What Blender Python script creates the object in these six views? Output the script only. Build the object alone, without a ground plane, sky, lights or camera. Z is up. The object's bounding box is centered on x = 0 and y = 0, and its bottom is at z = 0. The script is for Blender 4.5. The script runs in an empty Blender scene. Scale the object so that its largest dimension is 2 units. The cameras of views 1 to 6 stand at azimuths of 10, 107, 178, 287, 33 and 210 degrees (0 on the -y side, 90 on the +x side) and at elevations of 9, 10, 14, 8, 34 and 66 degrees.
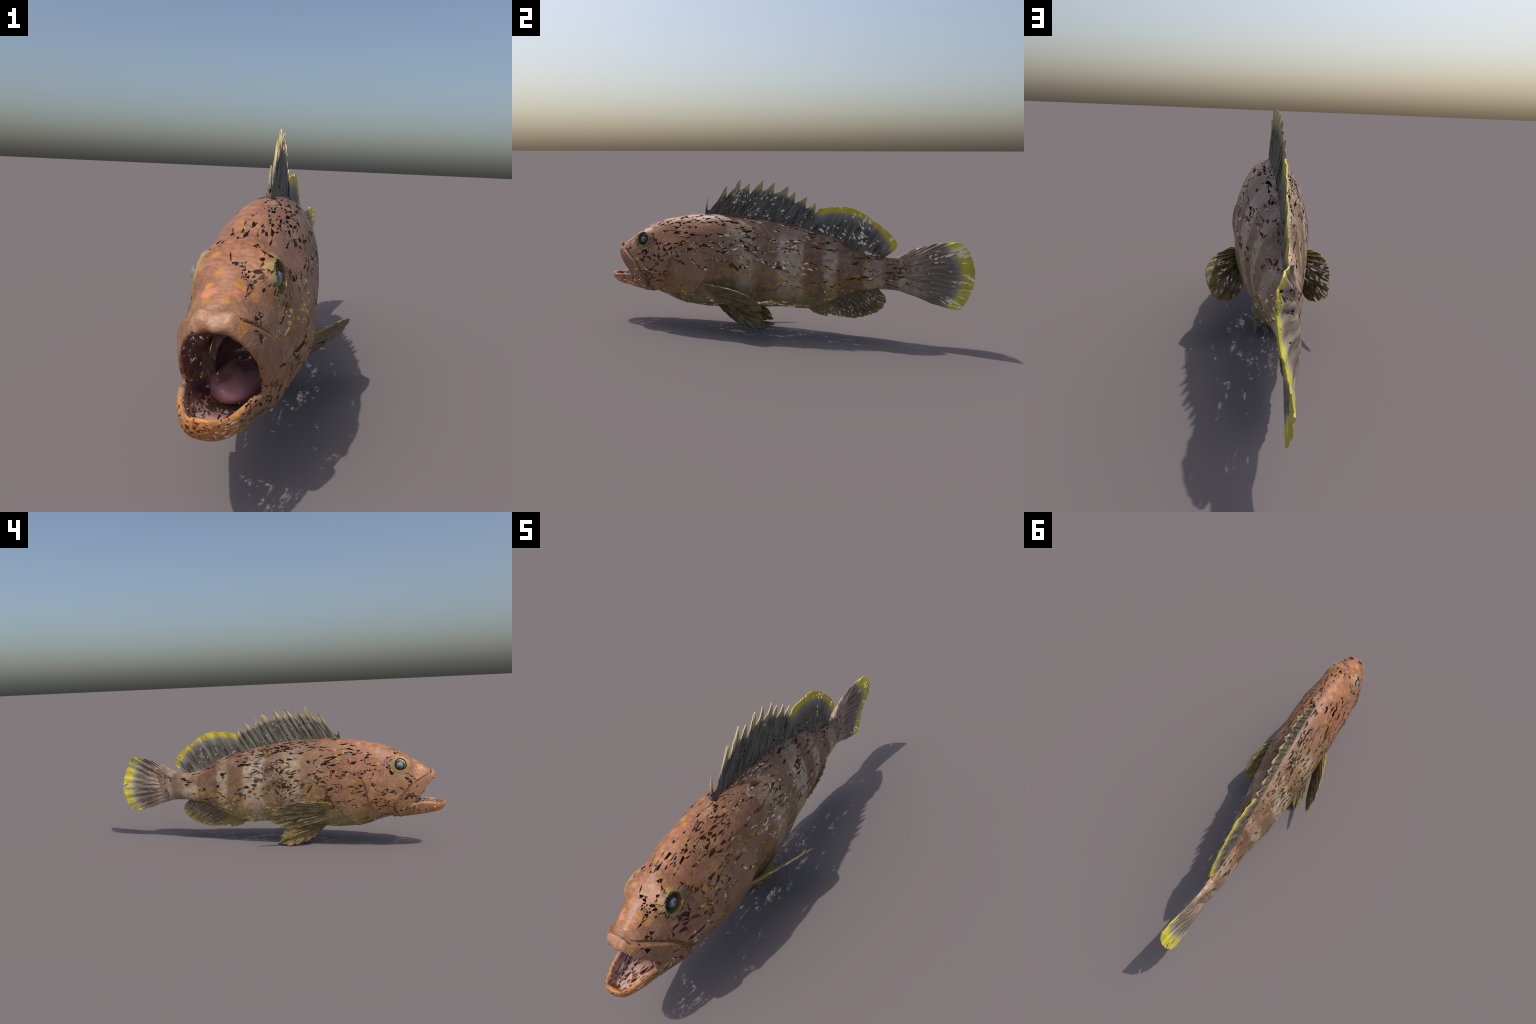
import bpy, math, random
import numpy as np
from mathutils import Vector

SEED = 7
rng = np.random.default_rng(SEED)

# ------------------------------------------------------------------ profiles
def curve(pts):
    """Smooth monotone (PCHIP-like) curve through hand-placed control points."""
    p = np.array(pts, float)
    x, y = p[:, 0], p[:, 1]
    h = np.diff(x)
    d = np.diff(y) / h
    m = np.zeros_like(y)
    m[0], m[-1] = d[0], d[-1]
    for i in range(1, len(x) - 1):
        if d[i - 1] * d[i] > 0:
            w1, w2 = 2 * h[i] + h[i - 1], h[i] + 2 * h[i - 1]
            m[i] = (w1 + w2) / (w1 / d[i - 1] + w2 / d[i])

    def f(t):
        t = np.clip(np.asarray(t, float), x[0], x[-1])
        i = np.clip(np.searchsorted(x, t, side='right') - 1, 0, len(x) - 2)
        s = (t - x[i]) / h[i]
        return ((1 + 2 * s) * (1 - s) ** 2 * y[i] + s * (1 - s) ** 2 * h[i] * m[i]
                + s * s * (3 - 2 * s) * y[i + 1] + s * s * (s - 1) * h[i] * m[i + 1])
    return f

# the fish lies along y, snout at -y; the spine bends slightly towards -x at the tail
MID = curve([(-1, -.001), (-.8, -.003), (-.6, -.005), (-.4, -.005), (-.25, -.007), (0, -.015), (.2, -.018),
             (.4, -.021), (.5, -.026), (.6, -.033), (.66, -.038), (.8, -.042), (1, -.02)])
FINX = curve([(-.45, 0), (-.25, -.006), (0, -.024), (.2, -.037), (.62, -.041)])   # free edge of the back fin
TOP = curve([(-.975, .375), (-.958, .395), (-.946, .409), (-.926, .430), (-.86, .474), (-.823, .498), (-.788, .518),
             (-.754, .541), (-.708, .562), (-.645, .580), (-.55, .600), (-.435, .616), (-.338, .618),
             (-.24, .616), (-.147, .609), (-.053, .597), (.039, .580), (.131, .560), (.222, .537),
             (.313, .505), (.38, .470), (.448, .438), (.5, .424), (.55, .421), (.6, .424), (.68, .436), (.8, .44)])
BOT = curve([(-.98, .19), (-.84, .180), (-.747, .177), (-.70, .166), (-.638, .148), (-.58, .126), (-.51, .107),
             (-.44, .100), (-.34, .101), (-.2, .110), (-.05, .120), (.04, .121), (.137, .120), (.18, .122),
             (.26, .153), (.35, .195), (.40, .221), (.455, .238), (.54, .251), (.6, .252), (.68, .243), (.8, .24)])
WID = curve([(-.985, .012), (-.96, .036), (-.94, .052), (-.92, .064), (-.9, .073), (-.85, .088), (-.8, .101), (-.75, .112),
             (-.65, .126), (-.55, .131), (-.45, .133), (-.35, .135), (-.25, .135), (-.1, .129), (0, .117),
             (.1, .102), (.2, .087), (.3, .071), (.4, .057), (.5, .053), (.6, .042), (.66, .030), (.70, .018), (.74, .009), (.77, .003), (.8, .003)])
WZC = curve([(-.98, .33), (-.9, .32), (-.75, .305), (-.6, .325), (-.45, .35), (-.2, .365), (.1, .345), (.3, .335), (.5, .335), (.8, .34)])
NBOT = curve([(-1, 2.3), (-.7, 2.15), (-.4, 2.15), (-.2, 2.3), (0, 2.2), (.3, 2.0), (.8, 2.0)])
JBOT = curve([(-1.01, .245), (-.999, .231), (-.98, .211), (-.933, .195), (-.863, .182), (-.793, .173), (-.70, .168)])
JWID = curve([(-1.004, .004), (-.998, .023), (-.985, .041), (-.965, .054), (-.94, .065), (-.9, .077), (-.85, .088), (-.8, .093), (-.7, .10)])
JRIM = curve([(-1.01, .260), (-.97, .257), (-.93, .262), (-.88, .266), (-.84, .258), (-.80, .235), (-.7, .20)])


def smin(a, b, k):
    h = np.clip(.5 + .5 * (b - a) / k, 0, 1)
    return b * (1 - h) + a * h - k * h * (1 - h)


def smax(a, b, k):
    return -smin(-a, -b, k)


def sstep(a, b, t):
    s = np.clip((t - a) / (b - a), 0, 1)
    return s * s * (3 - 2 * s)


def superellipse(dx, dz, w, h, n):
    r = ((np.abs(dx) / w) ** n + (np.abs(dz) / h) ** n + 1e-12) ** (1 / n)
    return (r - 1) * np.minimum(w, h)


EYE_Y, EYE_Z, EYE_X = -.757, .470, .061


def mouth_depth(y, z):
    """How far a point lies behind the slanted plane of the open mouth (along y)."""
    yp = -.952 + (.40 - z) * .815
    return y - yp


def cavity(x, y, z):
    t = mouth_depth(y, z)
    s = 1 - .45 * sstep(.03, .26, t)
    zc = .297 + .06 * t
    a = superellipse(x + .004, z - zc, .074 * s, .098 * s, 2.3)
    a = np.maximum(a, np.maximum(t - .23, -.03 - t))
    # the bowl of the lower jaw
    jw = np.maximum(JWID(y) - .016, .003)
    jb = JBOT(y) + .017
    b = superellipse(x + .004, z - .27, jw, np.maximum(.27 - jb, .01), 2.6)
    b = np.maximum(b, np.maximum(-.984 - y, y + .72))
    b = np.maximum(b, z - .30)
    return smin(a, b, .012)


def head_step(y, z):
    """Relief: edge of the gill cover, cheek plate and upper jaw plate (raised in front of each edge)."""
    out = np.zeros_like(y)
    # gill cover
    ye = np.interp(z, [.10, .14, .20, .26, .31, .36, .42, .47, .52], [-.52, -.49, -.435, -.385, -.355, -.35, -.39, -.46, -.56])
    s = ye - y
    out += .006 * sstep(-.004, .006, s) * np.exp(-np.clip(s, 0, 1) / .09) * sstep(.50, .44, z)
    # cheek plate
    ye = np.interp(z, [.18, .205, .24, .28, .34, .40, .44], [-.72, -.65, -.60, -.585, -.575, -.555, -.55])
    s = ye - y
    out += .005 * sstep(-.003, .006, s) * np.exp(-np.clip(s, 0, 1) / .05) * sstep(.43, .38, z)
    # upper jaw plate
    ye = np.interp(z, [.19, .205, .235, .29, .34, .384, .42], [-.75, -.735, -.728, -.765, -.805, -.861, -.92])
    s = ye - y
    out += .012 * sstep(-.002, .006, s) * (1 - .5 * sstep(0, .07, s))
    # groove behind the jaw plate
    out -= .008 * np.exp(-((s + .006) / .006) ** 2)
    return out


def body_sdf(P):
    x, y, z = P[..., 0], P[..., 1], P[..., 2]
    w, zt, zb, zc = WID(y), TOP(y), BOT(y), WZC(y)
    k = np.clip(np.where(z > zc, (z - zc) / np.maximum(zt - zc, .01), (z - zc) / np.maximum(zc - zb, .01)), -1, 1)
    m = MID(y)
    dx = x - (m + (FINX(y) - m) * np.where(k > 0, k * k, 1.1 * np.abs(k) ** 1.3) * sstep(-.15, .1, y))
    up = superellipse(dx, z - zc, w, np.maximum(zt - zc, .01), 2.0)
    dn = superellipse(dx, z - zc, w, np.maximum(zc - zb, .01), NBOT(y))
    d = np.where(z > zc, up, dn)
    d = np.maximum(d, y - .775)
    side = .25 + .75 * sstep(.1, .6, np.abs(dx) / w)
    d = d - head_step(y, z) * side * sstep(-.2, -.35, y)
    # the gill cover flares on one side
    d = d - .024 * np.exp(-(((y + .60) / .13) ** 2 + ((z - .32) / .10) ** 2)) * sstep(.02, .09, x)
    # low swellings of the flanks
    d = d - .0012 * np.sin(y * 31 + z * 9) * np.sin(z * 37 + y * 6)
    # brow and orbit
    for sx in (-1, 1):
        e = np.sqrt((x - sx * .052) ** 2 + ((y - EYE_Y) / 1.15) ** 2 + (z - EYE_Z) ** 2) - .047
        d = smin(d, e, .03)
    # cut the mouth plane
    t = -mouth_depth(y, z) * .775 + .004 * np.sin(x * 70 + 1) * np.sin(z * 55) + .0025 * np.sin(x * 160 + z * 90)
    d = smax(d, t, .018)
    # lower jaw
    jw, jb, jr = JWID(y), JBOT(y), JRIM(y)
    j = superellipse(x + .004, z - (jr + .004), jw, np.maximum(jr + .004 - jb, .006), 2.6)
    j = smax(j, z - jr, .012)
    j = np.maximum(j, np.maximum(-1.0 - y, y + .72))
    d = smin(d, j, .014)
    # mouth cavity and eye sockets
    d = smax(d, -cavity(x, y, z), .010)
    for sx in (-1, 1):
        e = np.sqrt((x - (sx * .072)) ** 2 + (y - EYE_Y) ** 2 + (z - EYE_Z) ** 2) - .037
        d = smax(d, -e, .006)
    return d


# ------------------------------------------------------------ surface extraction
def surface_nets(sdf, lo, hi, h):
    n = np.ceil((np.array(hi) - lo) / h).astype(int) + 1
    ax = [lo[i] + h * np.arange(n[i]) for i in range(3)]
    F = np.empty(n)
    for j in range(0, n[1], 40):
        G = np.stack(np.meshgrid(ax[0], ax[1][j:j + 40], ax[2], indexing='ij'), -1)
        F[:, j:j + 40, :] = sdf(G)
    ins = F < 0
    acc = np.zeros(tuple(n - 1) + (3,))
    cnt = np.zeros(tuple(n - 1))
    c = [slice(0, -1), slice(1, None)]
    for axis in range(3):
        o = [a for a in range(3) if a != axis]
        for b0 in (0, 1):
            for b1 in (0, 1):
                s0 = [None] * 3
                s0[axis] = c[0]; s0[o[0]] = c[b0]; s0[o[1]] = c[b1]
                s1 = list(s0); s1[axis] = c[1]
                f0, f1 = F[tuple(s0)], F[tuple(s1)]
                cross = (f0 < 0) != (f1 < 0)
                t = np.where(cross, f0 / np.where(cross, f0 - f1, 1), 0)
                acc[..., axis] += np.where(cross, t, 0)
                acc[..., o[0]] += np.where(cross, b0, 0)
                acc[..., o[1]] += np.where(cross, b1, 0)
                cnt += cross
    act = cnt > 0
    idx = -np.ones(act.shape, int)
    idx[act] = np.arange(act.sum())
    cells = np.argwhere(act)
    V = (cells + acc[act] / cnt[act][:, None]) * h + np.array(lo)
    quads = []
    for axis in range(3):
        o = [(axis + 1) % 3, (axis + 2) % 3]
        s0 = [slice(None)] * 3; s1 = [slice(None)] * 3
        s0[axis] = slice(0, -1); s1[axis] = slice(1, None)
        a, b = ins[tuple(s0)], ins[tuple(s1)]
        e = np.argwhere(a != b)
        e = e[(e[:, o[0]] > 0) & (e[:, o[1]] > 0)]
        flip = a[tuple(e.T)]

        def cell(d0, d1):
            q = e.copy(); q[:, o[0]] -= d0; q[:, o[1]] -= d1
            return idx[tuple(q.T)]
        q = np.stack([cell(1, 1), cell(0, 1), cell(0, 0), cell(1, 0)], 1)
        q[~flip] = q[~flip][:, ::-1]
        quads.append(q)
    return V, np.concatenate(quads)


def gradient(sdf, V, e=.0015):
    g = np.zeros_like(V)
    for i in range(3):
        d = np.zeros(3); d[i] = e
        g[:, i] = sdf(V + d) - sdf(V - d)
    return g / (2 * e)


# ------------------------------------------------------------ mesh helpers
def new_mesh(name, V, F):
    me = bpy.data.meshes.new(name)
    me.from_pydata(np.asarray(V).tolist(), [], [tuple(f) for f in np.asarray(F).tolist()] if not isinstance(F, list) else F)
    me.update()
    return me


def decimated(V, F, ratio):
    """Collapse to irregular, partly sliver-shaped triangles."""
    me = new_mesh('work', V, F)
    ob = bpy.data.objects.new('work', me)
    bpy.context.scene.collection.objects.link(ob)
    m = ob.modifiers.new('t', 'TRIANGULATE')
    m = ob.modifiers.new('d', 'DECIMATE')
    m.ratio = ratio
    dg = bpy.context.evaluated_depsgraph_get()
    ev = ob.evaluated_get(dg).to_mesh()
    n, k = len(ev.vertices), len(ev.polygons)
    v = np.empty(n * 3); ev.vertices.foreach_get('co', v)
    f = np.empty(k * 3, int); ev.polygons.foreach_get('vertices', f)
    ob.evaluated_get(dg).to_mesh_clear()
    bpy.data.objects.remove(ob); bpy.data.meshes.remove(me)
    return v.reshape(-1, 3), f.reshape(-1, 3)


def neighbours(F):
    edges = {}
    for i, (a, b, c) in enumerate(F.tolist()):
        for e in ((a, b), (b, c), (c, a)):
            edges.setdefault((min(e), max(e)), []).append(i)
    nb = [[] for _ in range(len(F))]
    for l in edges.values():
        if len(l) == 2:
            nb[l[0]].append(l[1]); nb[l[1]].append(l[0])
    return nb


def shed(V, F, density, seed, walk=4, whole=.3, width=(.10, .45)):
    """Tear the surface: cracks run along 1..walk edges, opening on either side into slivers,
    and some triangles beside them drop out whole. density = cracks per m2."""
    r = random.Random(seed)
    A = .5 * np.linalg.norm(np.cross(V[F[:, 1]] - V[F[:, 0]], V[F[:, 2]] - V[F[:, 0]]), axis=1)
    dens = density(V[F].mean(1))
    edge_f, star = {}, {}
    for i, f in enumerate(F.tolist()):
        for k in range(3):
            a, b = f[k], f[(k + 1) % 3]
            edge_f.setdefault((min(a, b), max(a, b)), []).append(i)
            star.setdefault(a, set()).add(b); star.setdefault(b, set()).add(a)
    action = {}
    for i in range(len(F)):
        if r.random() > 1 - math.exp(-dens[i] * A[i]):
            continue
        k = r.randrange(3)
        a, b = int(F[i][k]), int(F[i][(k + 1) % 3])
        for _ in range(r.randint(1, walk)):
            key = (min(a, b), max(a, b))
            for j in edge_f.get(key, []):
                if j not in action and r.random() < .75:
                    action[j] = 'drop' if (r.random() < whole and A[j] < .0005) else (key, r.uniform(*width), r.uniform(.2, .8))
            d = V[b] - V[a]
            best = sorted(star[b] - {a}, key=lambda c: -float(np.dot(V[c] - V[b], d)) / (np.linalg.norm(V[c] - V[b]) + 1e-9))
            if not best:
                break
            a, b = b, r.choice(best[:3])
    newV, newF = [], []
    for i, f in enumerate(F.tolist()):
        act = action.get(i)
        if act is None:
            newF.append(f)
        elif act != 'drop':
            (a, b), w, t = act
            k = next(k for k in range(3) if {f[k], f[(k + 1) % 3]} == {a, b})
            a, b, c = f[k], f[(k + 1) % 3], f[(k + 2) % 3]
            p = len(V) + len(newV)
            newV.append((V[a] * (1 - t) + V[b] * t) * (1 - w) + V[c] * w)
            newF += [[b, c, p], [c, a, p]]
    return (np.r_[V, np.array(newV)] if newV else V), np.array(newF)


class Noise3:
    """Cheap smooth value noise as a sum of random sine waves."""
    def __init__(self, seed, freq, n=14):
        g = np.random.default_rng(seed)
        d = g.normal(size=(n, 3)); d /= np.linalg.norm(d, axis=1)[:, None]
        self.k = d * freq * g.uniform(.6, 1.5, (n, 1))
        self.p = g.uniform(0, 6.283, n)

    def __call__(self, P):
        return np.sin(P @ self.k.T + self.p).sum(1) / math.sqrt(len(self.p) / 2)


coll = bpy.context.scene.collection


def add(name, me, parent=None, mat=None):
    ob = bpy.data.objects.new(name, me)
    coll.objects.link(ob)
    if parent is not None:
        ob.parent = parent
    if mat is not None:
        me.materials.append(mat)
    return ob


# ------------------------------------------------------------ materials
class N:
    """Small node-graph builder; the methods return sockets."""
    def __init__(self, name):
        self.m = bpy.data.materials.new(name)
        self.m.use_nodes = True
        self.t = self.m.node_tree
        self.t.nodes.clear()
        self.out = self.t.nodes.new('ShaderNodeOutputMaterial')
        self.bsdf = self.t.nodes.new('ShaderNodeBsdfPrincipled')
        self.t.links.new(self.bsdf.outputs[0], self.out.inputs[0])
        self.co = self.t.nodes.new('ShaderNodeTexCoord').outputs['Object']
        s = self.t.nodes.new('ShaderNodeSeparateXYZ')
        self.t.links.new(self.co, s.inputs[0])
        self.x, self.y, self.z = s.outputs

    def put(self, sock, v):
        if isinstance(v, bpy.types.NodeSocket):
            self.t.links.new(v, sock)
        elif isinstance(v, (tuple, list)) and len(v) == 3 and sock.type == 'RGBA':
            sock.default_value = (*v, 1)
        else:
            sock.default_value = v

    def math(self, op, a, b=0., c=0., clamp=False):
        n = self.t.nodes.new('ShaderNodeMath')
        n.operation = op
        n.use_clamp = clamp
        self.put(n.inputs[0], a); self.put(n.inputs[1], b); self.put(n.inputs[2], c)
        return n.outputs[0]

    def add(self, a, b): return self.math('ADD', a, b)
    def sub(self, a, b): return self.math('SUBTRACT', a, b)
    def mul(self, a, b): return self.math('MULTIPLY', a, b)

    def step(self, v, a, b, lo=0., hi=1.):
        n = self.t.nodes.new('ShaderNodeMapRange')
        n.interpolation_type = 'SMOOTHSTEP'
        self.put(n.inputs[0], v)
        if a > b:
            a, b, lo, hi = b, a, hi, lo
        for i, q in enumerate((a, b, lo, hi)):
            n.inputs[1 + i].default_value = q
        return n.outputs[0]

    def fcurve(self, v, pts):
        """Piecewise profile of a coordinate in [-1, 1] -> [0, 1]."""
        n = self.t.nodes.new('ShaderNodeFloatCurve')
        c = n.mapping.curves[0]
        n.mapping.use_clip = False
        ps = [((p + 1) / 2, q) for p, q in pts]
        while len(c.points) < len(ps):
            c.points.new(.5, .5)
        for cp, (a, b) in zip(c.points, ps):
            cp.location = (a, b); cp.handle_type = 'VECTOR'
        n.mapping.update()
        self.put(n.inputs['Value'], self.math('MULTIPLY_ADD', v, .5, .5))
        return n.outputs[0]

    def vec(self, x, y, z):
        n = self.t.nodes.new('ShaderNodeCombineXYZ')
        for i, v in enumerate((x, y, z)):
            self.put(n.inputs[i], v)
        return n.outputs[0]

    def noise(self, vec, scale, detail=3., rough=.5, dist=0.):
        n = self.t.nodes.new('ShaderNodeTexNoise')
        self.put(n.inputs['Vector'], vec)
        n.inputs['Scale'].default_value = scale
        n.inputs['Detail'].default_value = detail
        n.inputs['Roughness'].default_value = rough
        n.inputs['Distortion'].default_value = dist
        return n.outputs[0]

    def voronoi(self, vec, scale, rand=1., feature='F1'):
        n = self.t.nodes.new('ShaderNodeTexVoronoi')
        n.feature = feature
        self.put(n.inputs['Vector'], vec)
        n.inputs['Scale'].default_value = scale
        n.inputs['Randomness'].default_value = rand
        return n.outputs

    def mix(self, f, a, b, mode='MIX'):
        n = self.t.nodes.new('ShaderNodeMix')
        n.data_type = 'RGBA'
        n.blend_type = mode
        self.put(n.inputs['Factor'], f)
        self.put(n.inputs[6], a); self.put(n.inputs[7], b)
        return n.outputs[2]

    def bump(self, h, strength, dist):
        n = self.t.nodes.new('ShaderNodeBump')
        n.inputs['Strength'].default_value = strength
        n.inputs['Distance'].default_value = dist
        self.put(n.inputs['Height'], h)
        self.t.links.new(n.outputs[0], self.bsdf.inputs['Normal'])

    def finish(self, colour, rough=.5, spec=.4):
        self.put(self.bsdf.inputs['Base Color'], colour)
        self.put(self.bsdf.inputs['Roughness'], rough)
        self.bsdf.inputs['Specular IOR Level'].default_value = spec
        return self.m

    def dist2(self, a, a0, b, b0, sa=1., sb=1.):
        da = self.mul(self.sub(a, a0), 1 / sa)
        db = self.mul(self.sub(b, b0), 1 / sb)
        return self.math('SQRT', self.add(self.mul(da, da), self.mul(db, db)))


def skin_material():
    n = N('mottled_skin')
    flat = n.vec(n.mul(n.x, .25), n.y, n.z)          # patterns run over the flank, not through it
    big = n.noise(n.co, 6, 3, .55)
    fine = n.noise(n.co, 60, 4, .6)
    wob = n.sub(n.noise(flat, 14, 3, .6), .5)
    yy = n.math('MULTIPLY_ADD', wob, .05, n.y)
    zz = n.math('MULTIPLY_ADD', wob, .06, n.z)
    # ground colours: orange-pink head, brown-mauve flank
    head = n.mix(n.step(big, .35, .68), (.29, .130, .068), (.38, .205, .122))
    flank = n.mix(n.step(big, .36, .66), (.245, .148, .085), (.345, .240, .160))
    crown = n.mix(n.step(big, .35, .68), (.27, .100, .046), (.35, .150, .078))
    head = n.mix(n.step(zz, .40, .52), head, crown)
    col = n.mix(n.step(yy, -.50, -.12), head, flank)
    # cheeks turn ochre low down
    cheek = n.mul(n.step(zz, .40, .22), n.step(n.y, -.35, -.6))
    col = n.mix(n.mul(cheek, .75), col, (.39, .20, .075))
    # vertical bars: pale between brown, fading on the back
    bars = n.fcurve(yy, [(-1, 0), (-.215, 0), (-.18, .6), (-.12, .65), (-.085, 0), (.005, 0), (.03, .95), (.14, 1), (.165, 0), (.25, .05),
                         (.268, .9), (.32, .9), (.338, 0), (.455, .05), (.475, 1), (.55, 1), (.57, .15), (.62, .1), (.64, .95), (.70, .85), (.73, .2), (1, 0)])
    barz = n.mul(n.step(n.z, .60, .50), 1.)
    col = n.mix(n.mul(n.mul(bars, barz), n.step(n.noise(flat, 25, 3), .25, .55, .6, 1.)), col, (.58, .47, .35))
    dark = n.fcurve(yy, [(-1, 0), (-.1, 0), (-.05, .5), (0, .3), (.03, 0), (.14, 0), (.165, .8), (.25, .8), (.27, 0), (.32, .1), (.34, .8), (.45, .8), (.47, 0), (.56, .3), (.62, .35), (.65, 0), (.71, .4), (1, .4)])
    col = n.mix(n.mul(dark, .62), col, (.15, .072, .045))
    # rusty ridge along the root of the back fin
    ridge = n.fcurve(n.y, [(-1, .9), (-.42, .66), (-.338, .618), (-.147, .609), (.039, .580), (.222, .537), (.313, .505), (.38, .470), (.448, .438), (.52, .42), (.7, .43), (1, .9)])
    col = n.mix(n.mul(n.step(n.sub(zz, ridge), -.12, -.02), .6), col, (.165, .066, .034))
    # belly and throat
    belly = n.mul(n.step(zz, .27, .16), n.mul(n.step(n.y, -.62, -.46), n.step(n.y, .5, .3)))
    col = n.mix(n.mul(belly, .85), col, (.37, .30, .115))
    # rows of orange spots on the flank, rounder and sparser on the head
    jit = n.sub(n.noise(flat, 42, 2), .5)
    jit2 = n.sub(n.noise(n.vec(n.y, n.z, 3.), 37, 2), .5)
    rows = n.vec(0., n.math('MULTIPLY_ADD', jit, .03, n.mul(n.y, .68)), n.math('MULTIPLY_ADD', jit2, .014, n.math('MULTIPLY_ADD', n.y, .06, n.z)))
    vo = n.voronoi(rows, 29, .55)
    spot = n.step(vo[0], .50, .30)
    pick = n.t.nodes.new('ShaderNodeSeparateColor')
    n.t.links.new(vo[1], pick.inputs[0])
    spot = n.mul(spot, n.step(pick.outputs[0], .0, .35, .3, 1.))
    zone = n.mul(n.mul(n.step(n.y, -.40, -.30), n.step(n.y, .58, .46)), n.mul(n.step(zz, .56, .47), n.step(n.z, .13, .19)))
    spotc = n.mix(n.step(zz, .30, .44), (.50, .26, .022), (.29, .125, .04))
    col = n.mix(n.mul(n.mul(spot, zone), .85), col, spotc)
    vh = n.voronoi(n.co, 21, .75)
    hs = n.mul(n.step(vh[0], .36, .17), n.mul(n.step(n.y, -.3, -.42), n.step(n.z, .17, .22)))
    col = n.mix(n.mul(hs, .75), col, (.50, .235, .035))
    # pinkish nostrils and orange snout flecks
    nb = n.dist2(n.y, -.868, n.z, .452, 1.3, 1)
    col = n.mix(n.step(nb, .014, .006, 0, .8), col, (.62, .22, .12))
    col = n.mix(n.step(n.dist2(n.y, -.853, n.z, .463), .01, .004, 0, .8), col, (.55, .22, .03))
    # lips of the lower jaw are orange
    jaw = n.mul(n.step(n.y, -.86, -.95), n.step(n.z, .30, .27))
    col = n.mix(n.mul(jaw, .8), col, (.50, .20, .04))
    # olive lid around the eye
    de = n.dist2(n.y, EYE_Y + .004, n.z, EYE_Z, 1.12, 1.)
    ring = n.mul(n.step(n.add(de, n.mul(wob, .03)), .053, .045), n.step(n.math('ABSOLUTE', n.x), .04, .06))
    col = n.mix(n.mul(ring, .7), col, (.34, .265, .09))
    # fine upright streaks of the scale rows
    up = n.noise(n.vec(n.mul(n.x, 30), n.mul(n.y, 150), n.mul(n.z, 32)), 1, 2, .5)
    col = n.mix(.30, col, n.mix(n.step(up, .3, .7), (.3, .3, .3), (.7, .7, .7)), 'OVERLAY')
    mot = n.noise(n.co, 17, 4, .65)
    col = n.mix(n.mul(n.step(mot, .52, .72), .35), col, (.45, .33, .25))
    col = n.mix(n.mul(n.step(mot, .49, .32), .5), col, (.15, .072, .04))
    # scale grain, pale flecks
    sc = n.voronoi(n.vec(n.mul(n.x, .6), n.y, n.z), 150, .7)[0]
    col = n.mix(n.step(sc, .3, .8, 0., .14), col, (.48, .38, .30))
    col = n.mix(.35, col, n.mix(n.step(fine, .3, .7), (.35, .35, .35), (.68, .68, .68)), 'OVERLAY')
    col = n.mix(1., col, (.93, .905, .85), 'MULTIPLY')
    n.bump(n.add(n.mul(sc, .6), fine), .35, .003)
    return n.finish(col, .48, .4)


def mouth_material():
    n = N('wet_mouth_lining')
    f = n.noise(n.co, 14, 3, .5)
    col = n.mix(n.step(f, .35, .65), (.20, .095, .10), (.34, .17, .185))
    jawz = n.mul(n.step(n.y, -.80, -.90), n.step(n.z, .30, .25))
    col = n.mix(jawz, col, n.mix(n.step(f, .4, .6), (.62, .36, .33), (.60, .44, .43)))
    col = n.mix(n.mul(n.step(n.y, -.955, -.975), n.step(n.z, .3, .27)), col, (.66, .22, .12))
    n.bump(n.noise(n.co, 40, 3), .3, .003)
    return n.finish(col, .32, .5)


def tongue_material():
    n = N('wet_tongue')
    f = n.noise(n.co, 18, 3, .5)
    n.bump(f, .3, .003)
    return n.finish(n.mix(n.step(f, .35, .65), (.30, .14, .16), (.42, .22, .24)), .28, .5)


def ray_streaks(n, vec, scale):
    return n.noise(vec, scale, 4, .6)


def dorsal_material(tips_only=False):
    n = N('dorsal_spine' if tips_only else 'dorsal_membrane')
    # rays lean back: streak coordinate is constant along a ray
    s = n.math('MULTIPLY_ADD', n.z, -.62, n.y)
    st = n.noise(n.vec(n.mul(s, 95), n.mul(n.z, 10), 0.), 1, 5, .65)
    col = n.mix(n.step(st, .36, .66), (.040, .036, .030), (.20, .178, .138))
    col = n.mix(n.mul(n.step(n.noise(n.co, 22, 3), .5, .7), .6), col, (.16, .165, .12))
    wob = n.mul(n.sub(n.noise(n.vec(n.mul(s, 60), 0., 0.), 1, 2), .5), .02)
    # spiny part: yellow tips above the membrane line
    line = n.fcurve(n.y, [(-1, .70), (-.42, .66), (-.3, .725), (-.2, .755), (-.05, .745), (.05, .715), (.15, .672), (.21, .645), (.25, .9), (1, .9)])
    tip = n.step(n.add(n.sub(n.z, line), wob), -.022, .018)
    col = n.mix(n.mul(tip, .9), col, (.50, .40, .19))
    # soft part: grey fringe, then a yellow rim
    d = n.add(n.dist2(n.y, .31, n.z, .36, 1.06, 1.), wob)
    soft = n.step(n.y, .16, .24)
    col = n.mix(n.mul(soft, n.mul(n.step(d, .22, .278, 0, .8), n.step(st, .3, .6, .35, 1.))), col, (.30, .29, .26))
    col = n.mix(n.mul(soft, n.step(n.add(d, n.mul(n.sub(n.noise(n.co, 30, 3), .5), .02)), .268, .294)), col, (.62, .505, .04))
    base = n.step(n.y, .0, 0.)
    n.bump(st, .5, .003)
    return n.finish(col, .5, .35)


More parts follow.
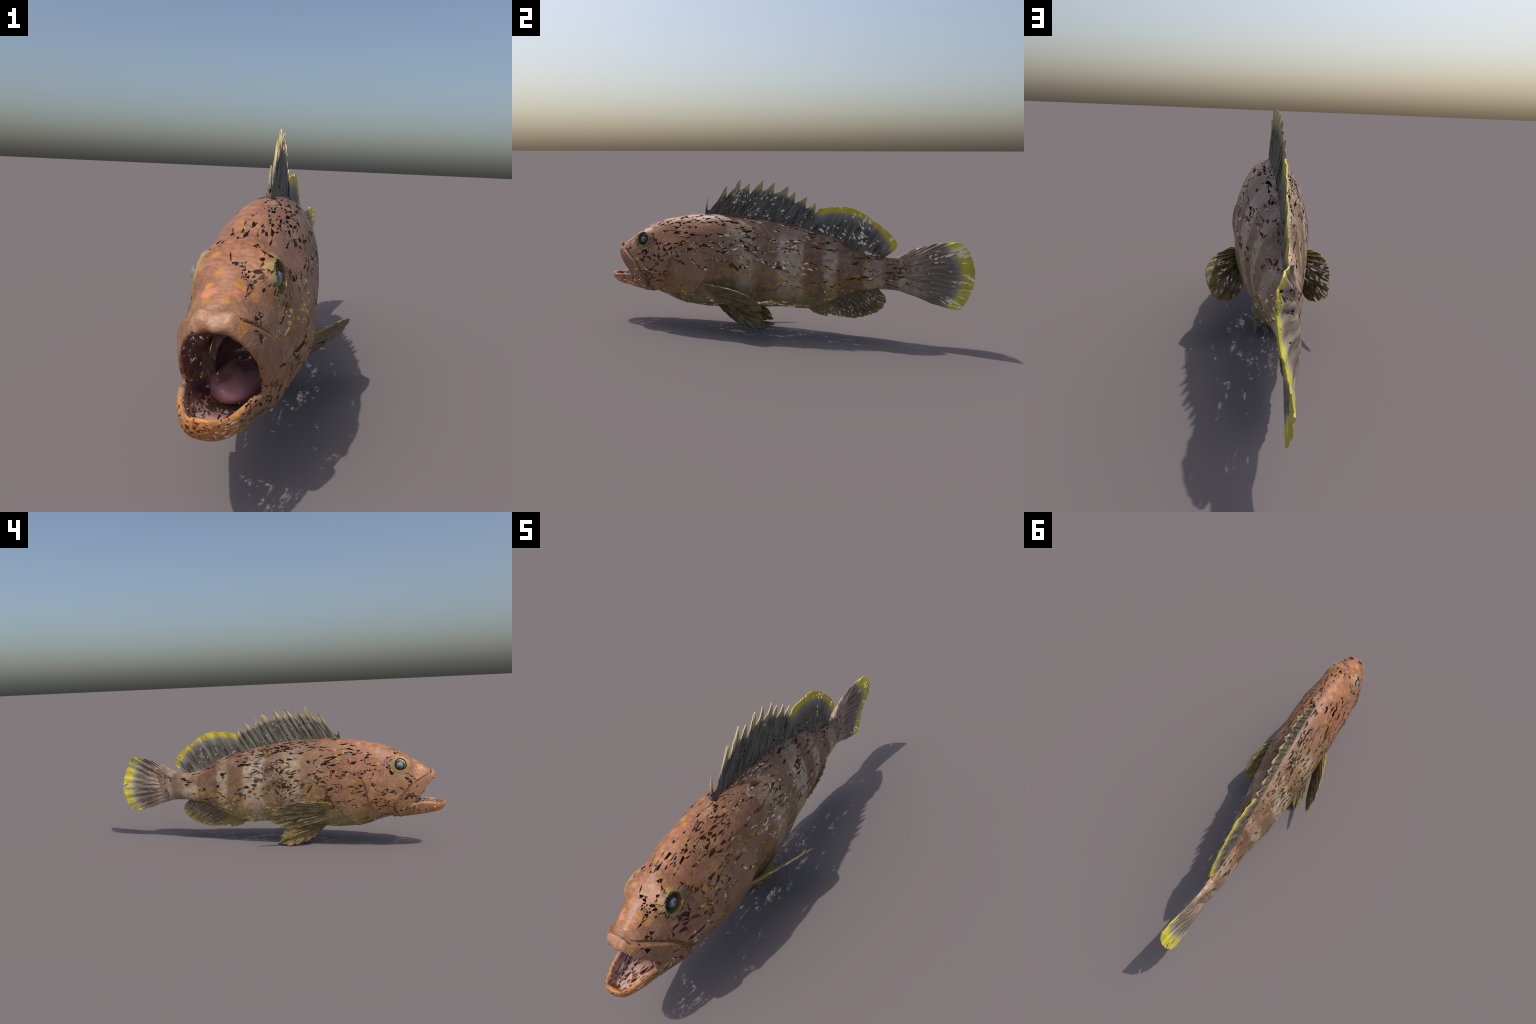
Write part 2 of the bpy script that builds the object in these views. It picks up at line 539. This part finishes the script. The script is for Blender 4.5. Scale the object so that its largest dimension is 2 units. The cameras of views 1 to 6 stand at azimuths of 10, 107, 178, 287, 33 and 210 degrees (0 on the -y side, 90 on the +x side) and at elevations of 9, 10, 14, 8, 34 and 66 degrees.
def tail_material():
    n = N('tail_membrane')
    ang = n.math('ARCTAN2', n.sub(n.z, .345), n.sub(n.y, .30))
    st = n.noise(n.vec(n.mul(ang, 60), n.mul(n.y, 7), 0.), 1, 5, .65)
    f = n.noise(n.co, 30, 3)
    inner = n.mix(n.step(st, .36, .66), (.15, .112, .082), (.31, .25, .195))
    root = n.mix(n.step(f, .35, .65), (.30, .185, .13), (.42, .31, .24))
    col = n.mix(n.step(n.add(n.y, n.mul(n.sub(st, .5), .12)), .73, .79), root, inner)
    wob = n.mul(n.sub(st, .5), .009)
    d = n.add(n.dist2(n.y, .7155, n.z, .335, 1., .95), wob)
    out = n.step(n.y, .82, .88)
    col = n.mix(n.mul(out, n.step(d, .18, .218, 0, .65)), col, (.42, .40, .34))
    col = n.mix(n.mul(out, n.step(n.add(d, n.mul(n.sub(f, .5), .03)),   .208, .232)), col, n.mix(n.step(f, .35, .65), (.57, .49, .06), (.67, .60, .07)))
    n.bump(st, .5, .003)
    return n.finish(col, .5, .35)


def anal_material():
    n = N('anal_membrane')
    s = n.math('MULTIPLY_ADD', n.z, 1.6, n.y)
    st = n.noise(n.vec(n.mul(s, 70), n.mul(n.y, 8), 0.), 1, 5, .65)
    col = n.mix(n.step(st, .36, .66), (.085, .062, .03), (.24, .175, .09))
    d = n.dist2(n.y, .40, n.z, .24, 1.12, 1.)
    col = n.mix(n.mul(n.step(d, .128, .156), .65), col, (.30, .25, .04))
    col = n.mix(n.mul(n.step(n.y, .36, .22), .35), col, (.30, .26, .13))
    n.bump(st, .5, .003)
    return n.finish(col, .5, .35)


def pectoral_material():
    n = N('pectoral_membrane')
    ang = n.math('ARCTAN2', n.sub(n.z, .215), n.sub(n.y, -.46))
    st = n.noise(n.vec(n.mul(ang, 45), n.mul(n.y, 9), 0.), 1, 5, .65)
    col = n.mix(n.step(st, .34, .66), (.135, .105, .05), (.26, .215, .115))
    d = n.dist2(n.y, -.20, n.z, .197, 1.95, 1.)
    col = n.mix(n.step(d, .066, .086, 0, .6), col, (.33, .25, .045))
    f = n.noise(n.co, 38, 4, .6)
    col = n.mix(n.mul(n.step(f, .5, .36), .6), col, (.085, .062, .028))
    col = n.mix(n.mul(n.step(f, .55, .68), .5), col, (.36, .27, .06))
    n.bump(st, .5, .003)
    return n.finish(col, .5, .35)


def pelvic_material():
    n = N('pelvic_membrane')
    ang = n.math('ARCTAN2', n.sub(n.z, .16), n.sub(n.y, -.40))
    st = n.noise(n.vec(n.mul(ang, 34), n.mul(n.y, 9), 0.), 1, 5, .65)
    col = n.mix(n.step(st, .34, .66), (.13, .085, .035), (.33, .25, .11))
    col = n.mix(n.mul(n.step(n.y, -.13, -.08), .6), col, (.30, .27, .05))
    f = n.noise(n.co, 38, 4, .6)
    col = n.mix(n.mul(n.step(f, .5, .36), .6), col, (.085, .062, .028))
    col = n.mix(n.mul(n.step(f, .55, .68), .5), col, (.36, .27, .06))
    n.bump(st, .5, .003)
    return n.finish(col, .5, .35)


def eye_material():
    n = N('eye_iris_and_cornea')
    d = n.dist2(n.y, EYE_Y, n.z, EYE_Z)
    f = n.noise(n.co, 50, 3)
    col = n.mix(n.step(f, .4, .6), (.52, .38, .27), (.46, .40, .20))
    col = n.mix(n.step(n.add(d, n.mul(n.sub(f, .5), .006)), .0285, .0265), col, (.035, .028, .025))
    return n.finish(col, .45, .4)


def lens_material():
    n = N('clouded_lens')
    f = n.noise(n.co, 45, 3)
    return n.finish(n.mix(n.step(f, .35, .65), (.07, .11, .15), (.27, .34, .40)), .42, .4)


SKIN = skin_material(); MOUTH = mouth_material(); TONGUE = tongue_material()
DORSAL = dorsal_material(); SPINE = dorsal_material(True); TAIL = tail_material(); ANAL = anal_material()
PECT = pectoral_material(); PELV = pelvic_material(); EYE = eye_material(); LENS = lens_material()

# ------------------------------------------------------------ the thing
fish = bpy.data.objects.new('grouper_fish', None)
coll.objects.link(fish)
fish['label'] = 'brown grouper with open mouth, orange spots and yellow-edged fins'
fish['category'] = 'fish'

# ------------------------------------------------------------ body surface
V, Q = surface_nets(body_sdf, (-.185, -1.03, .06), (.185, .80, .665), .0048)
for _ in range(2):
    g = gradient(body_sdf, V)
    d = body_sdf(V)
    V = V - g * np.clip(d / np.maximum((g * g).sum(1), .15), -.004, .004)[:, None]
V, F = decimated(V, Q, .075)
patch = Noise3(3, 17)
streak = Noise3(5, 40)


def body_density(C):
    y, z = C[:, 1], C[:, 2]
    p = np.exp(.75 * patch(C) + .5 * streak(C))
    back = np.exp(-((z - TOP(y)) / .035) ** 2) * 3.2
    nape = np.exp(-(((y + .45) / .22) ** 2 + ((z - .52) / .05) ** 2)) * 2.0
    flank = np.exp(-(((y + .15) / .15) ** 2 + ((z - .46) / .08) ** 2)) * 1.3
    face = np.exp(-(((y + .78) / .10) ** 2 + ((z - .34) / .10) ** 2)) * 3
    orbit = np.exp(-((np.hypot(y - EYE_Y, z - EYE_Z) - .052) / .02) ** 2) * 7
    jaw = sstep(-.72, -.85, y) * sstep(.30, .25, z) * 2.5
    low = np.exp(-((z - BOT(y)) / .04) ** 2) * sstep(-.75, -.6, y) * 3.0
    inside = (np.abs(cavity(C[:, 0], y, z)) < .006) * (y < -.5) * 9.
    lipline = np.exp(-((mouth_depth(y, z) - .055) / .014) ** 2) * (z > .28) * 5
    return 66 * p * (1.0 + lipline + .5 * sstep(-.35, -.5, y) + inside + back + nape + flank + face + orbit + jaw + low)


V, F = shed(V, F, body_density, 11, 14, .28, (.12, .55))
NORM = gradient(body_sdf, V)
NORM /= np.linalg.norm(NORM, axis=1)[:, None] + 1e-9


def part_from(F_sel, name, mats, mat_index=None):
    used = np.unique(F_sel)
    remap = -np.ones(len(V), int); remap[used] = np.arange(len(used))
    me = new_mesh(name, V[used], remap[F_sel])
    for m in mats:
        me.materials.append(m)
    me.polygons.foreach_set('use_smooth', np.ones(len(F_sel), bool))
    me.normals_split_custom_set_from_vertices([tuple(q) for q in NORM[used].tolist()])
    return add(name, me, fish)


C = V[F].mean(1)
inmouth = (np.abs(cavity(C[:, 0], C[:, 1], C[:, 2])) < .0035) & (C[:, 1] < -.5)
gill = np.interp(C[:, 2], [.10, .14, .20, .26, .31, .36, .42, .47, .52, .62], [-.52, -.49, -.435, -.385, -.355, -.35, -.37, -.38, -.39, -.40])
region = np.where(C[:, 1] < gill, 0, np.where(C[:, 1] < .47, 1, 2))
region[(C[:, 2] < JRIM(C[:, 1]) + .012) & (C[:, 1] < -.76)] = 3
region[inmouth] = 4
for k, (nm, mt) in enumerate([('head', SKIN), ('torso', SKIN), ('tail_stalk', SKIN), ('lower_jaw', SKIN), ('mouth_lining', MOUTH)]):
    part_from(F[region == k], nm, [mt])

# ------------------------------------------------------------ tongue and eyes
def ellipsoid(c, r, nu=40, nv=24, bumpf=None):
    u = np.linspace(0, 2 * np.pi, nu, endpoint=False)
    v = np.linspace(0, np.pi, nv + 1)[1:-1]
    P = [(0, 0, 1)] + [(math.sin(b) * math.cos(a), math.sin(b) * math.sin(a), math.cos(b)) for b in v for a in u] + [(0, 0, -1)]
    P = np.array(P) * r + np.array(c)
    Fc = []
    rows = nv - 1
    for i in range(nu):
        j = (i + 1) % nu
        Fc.append((0, 1 + i, 1 + j))
        for k in range(rows - 1):
            a = 1 + k * nu
            Fc.append((a + i, a + nu + i, a + nu + j, a + j))
        a = 1 + (rows - 1) * nu
        Fc.append((a + i, len(P) - 1, a + j))
    return P, Fc


P, Fc = ellipsoid((-.003, -.725, .230), (.056, .10, .036))
P[:, 2] += (.005 * np.sin(P[:, 0] * 90) * np.sin(P[:, 1] * 55)) * (P[:, 2] > .225)
me = new_mesh('tongue', P, Fc)
me.polygons.foreach_set('use_smooth', np.ones(len(Fc), bool))
add('tongue', me, fish, TONGUE)

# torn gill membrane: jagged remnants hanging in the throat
n_sh = N('torn_membrane')
fsh = n_sh.noise(n_sh.co, 16, 2)
MEMBRANE = n_sh.finish(n_sh.mix(n_sh.step(fsh, .44, .56), (.36, .245, .07), (.42, .26, .25)), .4, .45)
P, Fc = ellipsoid((-.004, -.70, .30), (.060, .125, .082), 20, 14)
T = []
for f in Fc:
    T += [(f[0], f[i], f[i + 1]) for i in range(1, len(f) - 1)]
P = P + rng.normal(0, .004, P.shape)
Vd, Fd = decimated(P, T, .7)
torn = Noise3(77, 38)(Vd[Fd].mean(1)) + rng.normal(0, .5, len(Fd))
me = new_mesh('torn_gill_membrane', Vd, Fd[torn > .15])
mem = add('torn_gill_membrane', me, fish, MEMBRANE)
mem['kind'] = 'stuff'

for sx in (-1, 1):
    ex = .059 if sx < 0 else .053
    P, Fc = ellipsoid((0, 0, 0), (.036, .036, .036), 36, 26)
    P = P[:, [2, 0, 1]] + np.array((sx * ex - .003, EYE_Y, EYE_Z))
    T = []
    for f in Fc:
        T += [(f[0], f[i], f[i + 1]) for i in range(1, len(f) - 1)]
    Vd, Fd = decimated(P, T, .45)
    Vd, Fd = shed(Vd, Fd, lambda c: np.full(len(c), 3500. if sx > 0 else 1500.), 21 + sx, 3)
    me = new_mesh('eye', Vd, Fd)
    me.polygons.foreach_set('use_smooth', np.ones(len(me.polygons), bool))
    eye = add('eye', me, fish, EYE)
    lr = .019 if sx < 0 else .017
    P, Fc = ellipsoid((0, 0, 0), (lr, lr, .012), 28, 18)
    P = P[:, [2, 0, 1]] + np.array((sx * (ex + .029) - .003, EYE_Y, EYE_Z))
    T = []
    for f in Fc:
        T += [(f[0], f[i], f[i + 1]) for i in range(1, len(f) - 1)]
    Vd, Fd = decimated(P, T, .3)
    Vd, Fd = shed(Vd, Fd, lambda c: np.full(len(c), 3500. if sx > 0 else 2000.), 25 + sx, 2)
    me = new_mesh('lens', Vd, Fd)
    me.polygons.foreach_set('use_smooth', np.ones(len(me.polygons), bool))
    add('lens', me, eye, LENS)

# ------------------------------------------------------------ fins
def resample(pts, n):
    """Even arc-length resampling that keeps the control points' corners."""
    p = np.array(pts, float)
    s = np.r_[0, np.cumsum(np.linalg.norm(np.diff(p, axis=0), axis=1))]
    t = np.union1d(np.linspace(0, s[-1], n), s)
    return np.stack([np.interp(t, s, p[:, i]) for i in range(p.shape[1])], 1), t / s[-1], s / s[-1]


def fin_sheet(base, edge, nv, ridge, rays, thick, seed, ratio, dens, bulge=None, fray=0.):
    """A fin between a base curve and an edge curve (same count of control points, 3D).
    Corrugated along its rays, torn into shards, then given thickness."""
    E, t, s = resample(edge, 170)
    B = np.stack([np.interp(t, s, np.array(base, float)[:, i]) for i in range(3)], 1)
    g = np.random.default_rng(seed)
    nu = len(t)
    v = np.linspace(0, 1, nv)
    G = B[:, None] * (1 - v)[None, :, None] + E[:, None] * v[None, :, None]
    du = np.gradient(G, axis=0); dv = np.gradient(G, axis=1)
    nrm = np.cross(du.reshape(-1, 3), dv.reshape(-1, 3)); nrm /= np.linalg.norm(nrm, axis=1)[:, None] + 1e-9
    nrm = nrm.reshape(G.shape)
    mean = nrm.reshape(-1, 3).mean(0); mean /= np.linalg.norm(mean)
    ph = t * rays * 2 * np.pi
    amp = ridge * (.25 + .75 * np.sin(np.pi * np.clip(v, 0, 1) * .8))
    off = np.sin(ph)[:, None] * amp[None] + g.normal(0, ridge * .25, (nu, 1)) * v[None] + g.normal(0, ridge * .12, G.shape[:2])
    if bulge is not None:
        off = off + bulge(t[:, None], v[None])
    if fray:
        cut = 1 - fray * np.abs(np.sin(ph / 2 + 1)) ** 6 * g.uniform(.3, 1, nu)
        G = B[:, None] + (G - B[:, None]) * (1 - (1 - cut)[:, None, None] * (v ** 3)[None, :, None])
    G = G + off[..., None] * mean
    idx = np.arange(nu * nv).reshape(nu, nv)
    quads = np.stack([idx[:-1, :-1], idx[1:, :-1], idx[1:, 1:], idx[:-1, 1:]], -1).reshape(-1, 4)
    Vf, Ff = decimated(G.reshape(-1, 3), quads, ratio)
    Vf, Ff = shed(Vf, Ff, dens, seed, 3, .5, (.25, .7))
    # thickness thins out towards the edge
    gp = G.reshape(-1, 3)
    from mathutils.kdtree import KDTree
    kd = KDTree(len(gp))
    for i, p in enumerate(gp):
        kd.insert(p, i)
    kd.balance()
    near = np.array([kd.find(p)[1] for p in Vf])
    th = (thick[0] * (1 - v) ** 1.5 + thick[1])[near % nv]
    a, b = Vf + mean * th[:, None] / 2, Vf - mean * th[:, None] / 2
    n = len(Vf)
    faces = [tuple(f) for f in Ff.tolist()] + [(f[0] + n, f[2] + n, f[1] + n) for f in Ff.tolist()]
    ed = {}
    for f in Ff.tolist():
        for e in ((f[0], f[1]), (f[1], f[2]), (f[2], f[0])):
            ed[e] = 1
    for (p, q) in list(ed):
        if (q, p) not in ed:
            faces.append((q, p, p + n, q + n))
    allv = np.r_[a, b]
    used = np.unique([i for f in faces for i in f])
    rm = {int(u): i for i, u in enumerate(used)}
    return allv[used], [tuple(rm[i] for i in f) for f in faces]


def fin_object(name, VF, mat, parent=None):
    me = new_mesh(name, VF[0], VF[1])
    me.polygons.foreach_set('use_smooth', np.ones(len(me.polygons), bool))
    me.set_sharp_from_angle(angle=math.radians(50))
    return add(name, me, parent or fish, mat)


def uniform(d, seed):
    nz = Noise3(seed, 30)
    return lambda c: d * np.exp(1.0 * nz(c))


# dorsal: spine tips with the root of each spine, then the rounded soft part
tips = [(-.402, .700), (-.291, .771), (-.213, .807), (-.163, .786), (-.090, .803), (-.028, .792), (.046, .773), (.084, .744), (.144, .718), (.193, .690)]
roots = [-.415, -.380, -.325, -.272, -.198, -.128, -.052, .000, .062, .118]
edge, base = [(-.418, .622)], [-.420]
for i, ((ty, tz), ry) in enumerate(zip(tips, roots)):
    drop = .060 if i > 1 else .066
    nxt = tips[i + 1] if i + 1 < len(tips) else (.235, .690)
    edge += [(ty - .004, tz), (ty, tz - .002), (ty - .006, tz - drop)]
    base += [ry - .002, ry, ry + .010]
    nr = roots[i + 1] if i + 1 < len(roots) else .17
    if i == 0:                       # the first spine stands almost alone
        edge += [(-.388, .640), (-.345, .690)]
        base += [-.405, -.392]
    elif i + 1 < len(tips):          # straight rise from the notch to the next tip, slightly ragged
        q = .5 + rng.uniform(-.1, .1)
        edge.append((ty - .006 + (nxt[0] - ty) * q, (tz - drop) * (1 - q) + nxt[1] * q - .006 + rng.uniform(-.004, .003)))
        base.append(ry + (nr - ry) * q)
soft = [(.214, .660, .140), (.256, .667, .180), (.314, .677, .235), (.36, .673, .270), (.397, .664, .300), (.459, .634, .345), (.520, .592, .388),
        (.573, .550, .430), (.608, .512, .468), (.618, .487, .495), (.606, .460, .520), (.577, .437, .540)]
for y, z, b in soft:
    edge.append((y, z)); base.append(b)
eb = np.array(base)
edge3 = [(float(FINX(y)) + .008 * float(sstep(.15, .35, y)), y, z) for y, z in edge]
base3 = [(float(FINX(b) * .6 + MID(b) * .4), b, float(TOP(b)) - .014) for b in eb]


def dorsal_density(c):
    z, y = c[:, 2], c[:, 1]
    front = sstep(.05, -.15, y)
    foot = np.exp(-((z - TOP(y) - .005) / .012) ** 2)
    nz = Noise3(8, 45)
    return (450 + 900 * front + 1600 * foot) * np.exp(.8 * nz(c))


dorsal = fin_object('dorsal_fin', fin_sheet(base3, edge3, 28, .0022, 26, (.012, .0035), 31, .45, dorsal_density), DORSAL)


def tapered(p0, p1, p2, r0, r1, n=8, k=10):
    """A thin cone along a quadratic curve."""
    t = np.linspace(0, 1, k)
    p0, p1, p2 = map(np.array, (p0, p1, p2))
    c = np.outer((1 - t) ** 2, p0) + np.outer(2 * t * (1 - t), p1) + np.outer(t * t, p2)
    d = np.gradient(c, axis=0); d /= np.linalg.norm(d, axis=1)[:, None]
    s = np.cross(d, [1, 0, 0]); s /= np.linalg.norm(s, axis=1)[:, None]
    w = np.cross(d, s)
    a = np.linspace(0, 2 * np.pi, n, endpoint=False)
    r = r0 + (r1 - r0) * t
    P = (c[:, None] + r[:, None, None] * (np.cos(a)[None, :, None] * s[:, None] + np.sin(a)[None, :, None] * w[:, None])).reshape(-1, 3)
    Fc = [(i * n + j, i * n + (j + 1) % n, (i + 1) * n + (j + 1) % n, (i + 1) * n + j) for i in range(k - 1) for j in range(n)]
    Fc += [tuple(range(n))[::-1], tuple(range((k - 1) * n, k * n))]
    return P, Fc


for (ty, tz), ry in zip(tips, roots):
    p0 = (float(MID(ry)), ry, float(TOP(ry)) - .012)
    sway = rng.uniform(-.004, .004)
    p2 = (float(FINX(ty)) + sway, ty, tz + .001)
    p1 = ((p0[0] + p2[0]) / 2, ry * .62 + ty * .38, (p0[2] + p2[2]) / 2 + .004)
    P, Fc = tapered(p0, p1, p2,   .0048, .0010)
    me = new_mesh('fin_spine', P, Fc)
    me.polygons.foreach_set('use_smooth', np.ones(len(Fc), bool))
    add('fin_spine', me, dorsal, SPINE)

# tail: a fan whose lower half leans to -x
XT = curve([(.17, -.026), (.2, -.034), (.25, -.038), (.33, -.025), (.37, -.014), (.43, .001), (.48, .002), (.52, -.008)])


def tail_x(y, z):
    k = sstep(.74, .97, y)
    return float(MID(.68) * (1 - k) + XT(z) * k)


tail_edge = [(.63, .430), (.70, .470), (.784, .499), (.83, .510), (.896, .517), (.930, .515), (.950, .492), (.964, .475), (.984, .425), (.995, .385), (.999, .345), (.996, .305),
             (.988, .270), (.962, .209), (.945, .183), (.932, .173), (.883, .177), (.80, .195), (.74, .218), (.66, .243)]
tail_noise = Noise3(12, 30)


def tail_density(c):
    rim = sstep(.235, .27, np.hypot(c[:, 1] - .7155, c[:, 2] - .345))
    return (380 + 150 * rim) * np.exp(tail_noise(c))


k = np.linspace(0, 1, len(tail_edge))
tail_base = [(.60 + .05 * math.sin(math.pi * q), .418 + (.258 - .418) * q) for q in k]
fin_object('tail_fin', fin_sheet([(tail_x(y, z), y, z) for y, z in tail_base], [(tail_x(y, z), y, z) for y, z in tail_edge],
                                 26, .0018, 18, (.030, .0035), 41, .24, tail_density, lambda t, v: -.020 * np.exp(-((t - .47) / .16) ** 2 - ((v - .42) / .20) ** 2), fray=.010), TAIL)

# anal fin
anal_edge = [(.165, .116), (.19, .098), (.221, .089), (.262, .081), (.267, .097), (.30, .090), (.35, .086), (.407, .083), (.455, .096), (.502, .112), (.535, .132), (.557, .155),
             (.572, .188), (.567, .215), (.548, .233)]
anal_base = np.linspace(.150, .52, len(anal_edge)) ** 1.0
ax = lambda y: float(FINX(y)) - .001
fin_object('anal_fin', fin_sheet([(ax(b), b, float(BOT(b)) + .012) for b in anal_base], [(ax(y), y, z) for y, z in anal_edge],
                                 22, .0024, 13, (.014, .0035), 51, .34, uniform(1300, 14), fray=.03), ANAL)

# pectoral and pelvic pairs
pect_edge = [(.150, -.355, .265), (.175, -.286, .274), (.192, -.240, .279), (.204, -.204, .278), (.216, -.155, .269), (.224, -.115, .257), (.226, -.08, .236), (.225, -.052, .210), (.220, -.037, .186),
             (.212, -.035, .166), (.198, -.058, .145), (.178, -.096, .125), (.160, -.135, .115), (.149, -.171, .116), (.139, -.215, .127), (.128, -.258, .134), (.117, -.316, .154)]
pect_base = [(.122 - .030 * q, -.388 + .040 * q, .250 - .078 * q) for q in np.linspace(0, 1, len(pect_edge))]
pelv_edge = [(.054, -.338, .112), (.080, -.290, .070), (.101, -.245, .035), (.116, -.19, .010), (.128, -.145, .001), (.131, -.120, .0015), (.129, -.095, .002), (.118, -.060, .017),
             (.110, -.070, .045), (.098, -.085, .078), (.080, -.12, .104), (.062, -.17, .118)]
pelv_base = [(.045 - .004 * q, -.335 + .075 * q, .122) for q in np.linspace(0, 1, len(pelv_edge))]
pect_edge_lit = [(.150, -.365, .258), (.166, -.318, .258), (.195, -.245, .258), (.214, -.175, .251), (.224, -.114, .236), (.222, -.08, .219), (.212, -.052, .196),
                 (.196, -.032, .166), (.168, -.040, .140), (.135, -.09, .124), (.112, -.146, .121), (.097, -.214, .128), (.088, -.28, .145), (.084, -.32, .160)]
pect_base_lit = [(.118 - .038 * q, -.392 + .055 * q, .246 - .076 * q) for q in np.linspace(0, 1, len(pect_edge_lit))]
for sx in (-1, 1):
    pb = [(-x, y, z) for x, y, z in pect_base] if sx < 0 else pect_base_lit
    pe = [(-x, y, z) for x, y, z in pect_edge] if sx < 0 else pect_edge_lit
    cup = (lambda t, v: .010 * np.sin(np.pi * t) * np.sin(np.pi * v * .8)) if sx < -1 else None
    fin_object('pectoral_fin', fin_sheet(pb, pe, 24, .0020, 12, (.012, .004), 61 + sx, .16, uniform(2600 if sx < 0 else 1100, 16 + sx), cup, fray=.03), PECT)
    px = (lambda x, y: -x) if sx < 0 else (lambda x, y: .030 + (x - .045) * .1)
    fin_object('pelvic_fin', fin_sheet([(px(x, y), y, z) for x, y, z in pelv_base], [(px(x, y), y, z) for x, y, z in pelv_edge],
                                       22, .0036, 9, (.012, .004), 71 + sx, .32, uniform(1000, 18 + sx), fray=.05), PELV)

# rest the lowest fin tip on the ground
lowest = min(min((v.co.z for v in o.data.vertices), default=9) for o in bpy.data.objects if o.type == 'MESH')
print('lowest', lowest)
